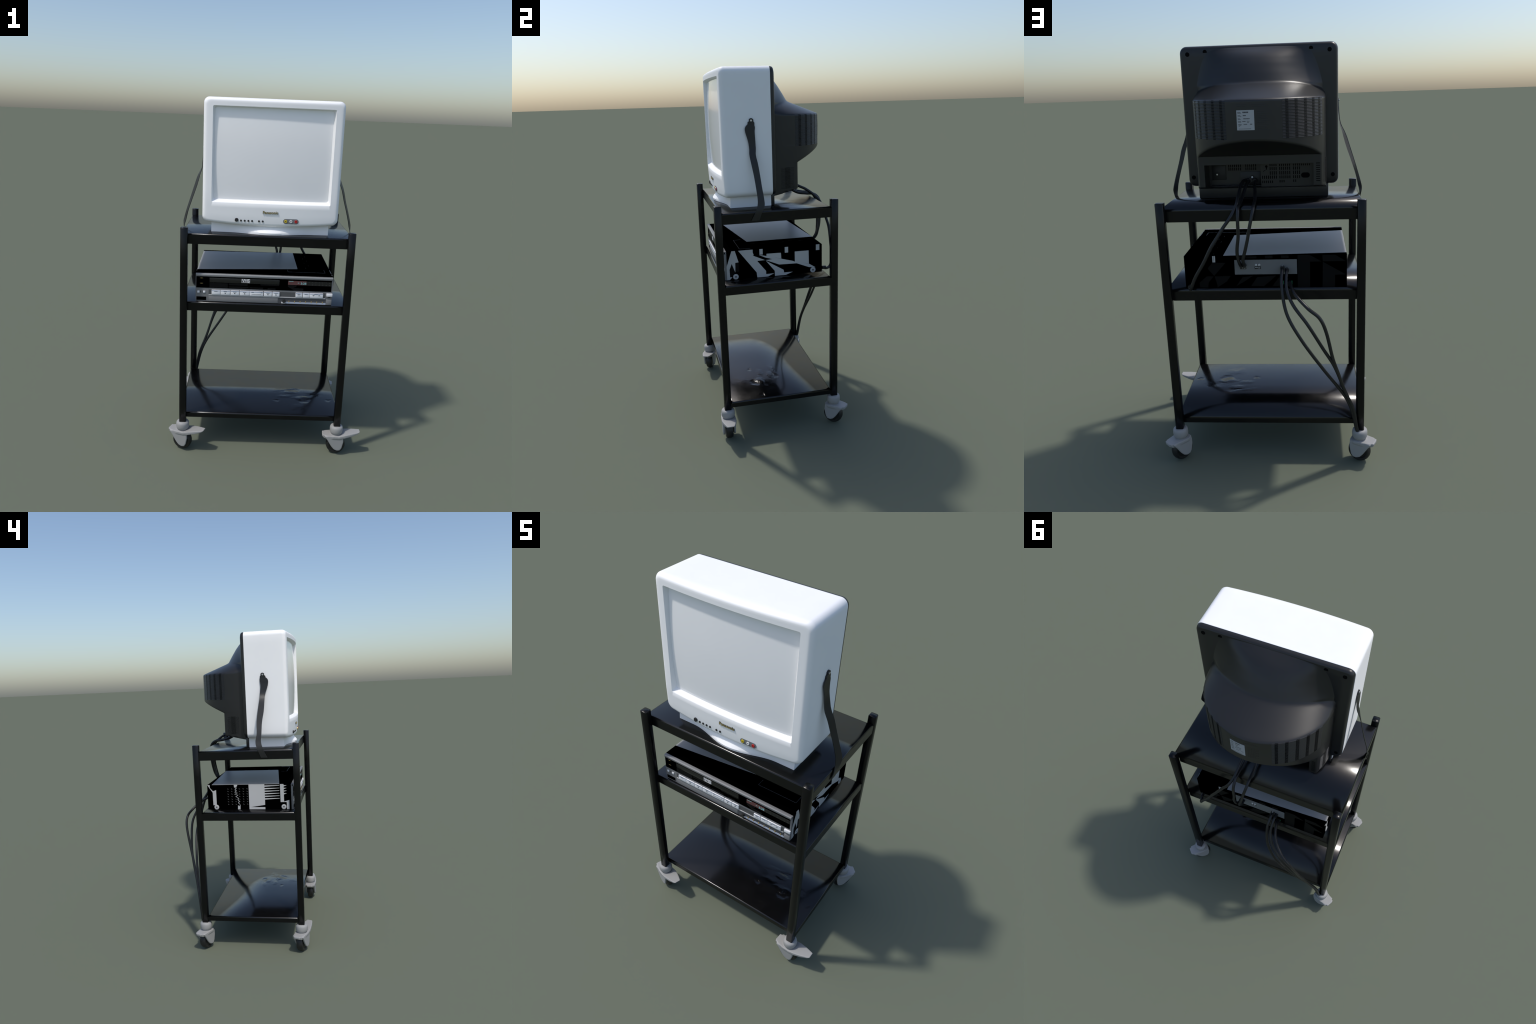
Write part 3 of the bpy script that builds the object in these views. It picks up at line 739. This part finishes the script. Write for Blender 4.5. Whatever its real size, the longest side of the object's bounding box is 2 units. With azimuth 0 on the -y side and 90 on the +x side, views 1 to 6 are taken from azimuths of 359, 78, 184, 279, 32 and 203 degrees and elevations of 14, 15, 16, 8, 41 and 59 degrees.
# left flank
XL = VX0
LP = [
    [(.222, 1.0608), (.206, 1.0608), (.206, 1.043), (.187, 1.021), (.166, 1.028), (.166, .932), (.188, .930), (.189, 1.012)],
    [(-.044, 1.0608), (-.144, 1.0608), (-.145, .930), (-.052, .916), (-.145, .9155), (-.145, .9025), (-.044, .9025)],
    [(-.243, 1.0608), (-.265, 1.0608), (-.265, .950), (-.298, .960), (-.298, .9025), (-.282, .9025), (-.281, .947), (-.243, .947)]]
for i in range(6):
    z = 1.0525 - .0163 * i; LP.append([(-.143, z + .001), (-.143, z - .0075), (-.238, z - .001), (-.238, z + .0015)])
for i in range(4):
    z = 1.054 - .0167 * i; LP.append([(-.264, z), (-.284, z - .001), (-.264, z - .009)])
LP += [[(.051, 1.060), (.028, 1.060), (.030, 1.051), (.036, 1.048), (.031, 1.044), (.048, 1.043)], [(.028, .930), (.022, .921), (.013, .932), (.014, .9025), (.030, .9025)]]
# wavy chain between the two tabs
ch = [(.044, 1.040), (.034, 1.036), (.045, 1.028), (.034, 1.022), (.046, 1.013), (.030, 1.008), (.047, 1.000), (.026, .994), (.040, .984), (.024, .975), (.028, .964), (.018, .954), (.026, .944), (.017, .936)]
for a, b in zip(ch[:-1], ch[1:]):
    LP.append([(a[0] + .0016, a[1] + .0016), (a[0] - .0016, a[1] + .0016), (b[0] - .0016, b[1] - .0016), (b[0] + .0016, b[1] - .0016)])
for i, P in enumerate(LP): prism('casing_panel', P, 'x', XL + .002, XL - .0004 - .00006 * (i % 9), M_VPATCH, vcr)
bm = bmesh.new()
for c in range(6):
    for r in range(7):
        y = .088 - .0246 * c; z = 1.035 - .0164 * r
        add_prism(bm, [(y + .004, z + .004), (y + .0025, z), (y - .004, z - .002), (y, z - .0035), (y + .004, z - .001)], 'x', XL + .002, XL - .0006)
bm_obj('vent_glint', bm, mat('vent_glint_grey', (.13, .13, .13), .5), vcr, None, True)  # highlights at the vent holes, built as small raised grey chips
for x, sg, ys in ((XR, 1, (-.264, .170)), (XL, -1, (.167, -.263))):
    for y in ys:
        lathe('foot', [(.0045, sg * .0022), (.0085, sg * .0026), (.0150, sg * .0012), (.0160, -sg * .002)], 'x', (x, y, .9175), M_VPATCH, vcr, 28)
        cyl('foot_screw', (x + sg * .0012, y, .9175), 'x', .0048, .002, M_INK, vcr, 16)
# rear: pale connection plate and dull facets
YR = VY1
box('connection_plate', -.187, .104, YR - .002, YR + .0012, .969, 1.040, M_VPLATE, vcr)
for P in ([(-.191, 1.060), (-.246, 1.060), (-.301, 1.028), (-.248, 1.027), (-.246, .903), (-.189, .903)], [(-.305, 1.059), (-.365, 1.058), (-.414, 1.028), (-.307, 1.028)], [(-.307, 1.026), (-.412, .964), (-.363, .962), (-.362, .903), (-.305, .903)],
          [(.209, 1.028), (.146, 1.027), (.203, .9635), (.232, 1.0)], [(.206, .961), (.238, .962), (.275, .930), (.274, .907), (.235, .906), (.232, .93)], [(.201, .961), (.125, .962), (.145, .935), (.19, .906), (.191, .92)],
          [(.07, .955), (.02, .962), (.06, .935), (.10, .912)], [(.0, .955), (-.09, .962), (-.06, .935), (-.03, .910), (.03, .912)], [(-.10, .95), (-.12, .955), (-.11, .91), (-.07, .91)], [(.09, 1.057), (.0, 1.057), (.0, 1.047), (.09, 1.047)], [(-.04, 1.059), (-.075, 1.059), (-.075, 1.046), (-.04, 1.046)], [(-.115, 1.059), (-.15, 1.059), (-.15, 1.046), (-.115, 1.046)]):
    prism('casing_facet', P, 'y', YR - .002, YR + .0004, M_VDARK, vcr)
boxes('casing_tag', [(.2005, .2065, YR - .002, YR + .001, 1.030, 1.0605), (.1935, .1990, YR - .002, YR + .001, 1.030, 1.0605)], M_VPATCH, vcr, stuff=False)
for x in (.064, -.0045):
    box('terminal', x - .0145, x + .0145, YR, YR + .003, .9955, 1.0085, M_INK, vcr, .001)
    boxes('terminal_mark', [(x - .011, x - .003, YR, YR + .0036, 1.000, 1.002), (x + .001, x + .004, YR, YR + .0036, 1.001, 1.004), (x + .006, x + .011, YR, YR + .0036, 1.0025, 1.0045)], M_WJ, vcr)
    for s in (-.0075, .0075):
        lathe('terminal_ring', [(.0025, .004), (.0048, .004), (.0050, .0)], 'y', (x + s, YR + .001, 1.0155), M_WJ, vcr, 18)
        cyl('socket_hole', (x + s, YR + .0014, 1.0155), 'y', .0026, .002, M_INK, vcr, 12)
cyl('coax_socket', (-.120, YR + .006, 1.0105), 'y', .0045, .012, M_METAL, vcr, 16)
box('coax_socket', -.1275, -.1125, YR, YR + .008, 1.000, 1.0075, M_INK, vcr, .001)
boxes('terminal', [(-.164, -.1605, YR - .001, YR + .002, .918, .936), (-.124, -.1215, YR - .001, YR + .002, .918, .936)], M_GREEN, vcr, stuff=False)

# ================================================================== CABLES
CABLES = [
    ([(.050, .012, 1.380), (.060, .07, 1.386), (.068, .12, 1.374), (.071, .171, 1.349), (.073, .210, 1.330), (.079, .255, 1.297), (.100, .288, 1.258), (.1326, .297, 1.2146), (.158, .304, 1.176), (.193, .311, 1.1232), (.2312, .308, 1.0526), (.2749, .300, .9819), (.300, .287, .928), (.312, .262, .912), (.316, .232, .918)], .0078),
    ([(.034, .012, 1.382), (.046, .07, 1.372), (.058, .12, 1.336), (.064, .165, 1.311), (.067, .215, 1.303), (.068, .258, 1.298), (.067, .287, 1.275), (.068, .298, 1.238), (.069, .296, 1.173), (.077, .290, 1.120), (.080, .281, 1.084), (.076, .272, 1.050), (.072, .250, 1.023), (.070, .222, 1.0155)], .0078),
    ([(.012, .010, 1.379), (.009, .07, 1.372), (.004, .12, 1.342), (.001, .165, 1.316), (.000, .210, 1.304), (-.001, .255, 1.299), (.003, .284, 1.272), (.016, .296, 1.215), (.028, .294, 1.158), (.043, .288, 1.100), (.055, .279, 1.060), (.055, .258, 1.028), (.057, .222, 1.0155)], .0078),
    ([(-.120, .2235, 1.002), (-.120, .262, .996), (-.1185, .306, .941), (-.1398, .3456, .8197), (-.205, .3685, .6993), (-.3013, .352, .5461), (-.3947, .3227, .4028), (-.4345, .306, .3114), (-.460, .292, .197), (-.466, .284, .172)], .0078),
    ([(-.140, .2235, .990), (-.1405, .262, .992), (-.1413, .3143, .9277), (-.1711, .3539, .8628), (-.2359, .3848, .7794), (-.3012, .3801, .6635), (-.3544, .3636, .5634), (-.4013, .3318, .4258), (-.4423, .308, .313), (-.464, .292, .195), (-.470, .284, .172)], .0078),
    ([(-.152, .2235, .927), (-.1545, .262, .936), (-.1797, .330, .9064), (-.2377, .3849, .8587), (-.2882, .4050, .8204), (-.3175, .4020, .7491), (-.3459, .373, .6103), (-.3708, .352, .5243), (-.4000, .3298, .4258), (-.444, .306, .310), (-.463, .290, .200), (-.468, .286, .175)], .0080)]
for P, r in CABLES:
    c = tube('cable', P, r, M_CABLE, vcr)
    p = Vector(P[0]); cyl('plug', p + Vector((0, .012, 0)), 'y', r * 1.35, .026, M_CABLE, c, 18, .0015)
    if P[-1][2] > .9:
        p = Vector(P[-1]); cyl('plug', p + Vector((0, .010, 0)), 'y', r * 1.25, .022, M_CABLE, c, 18, .0015)
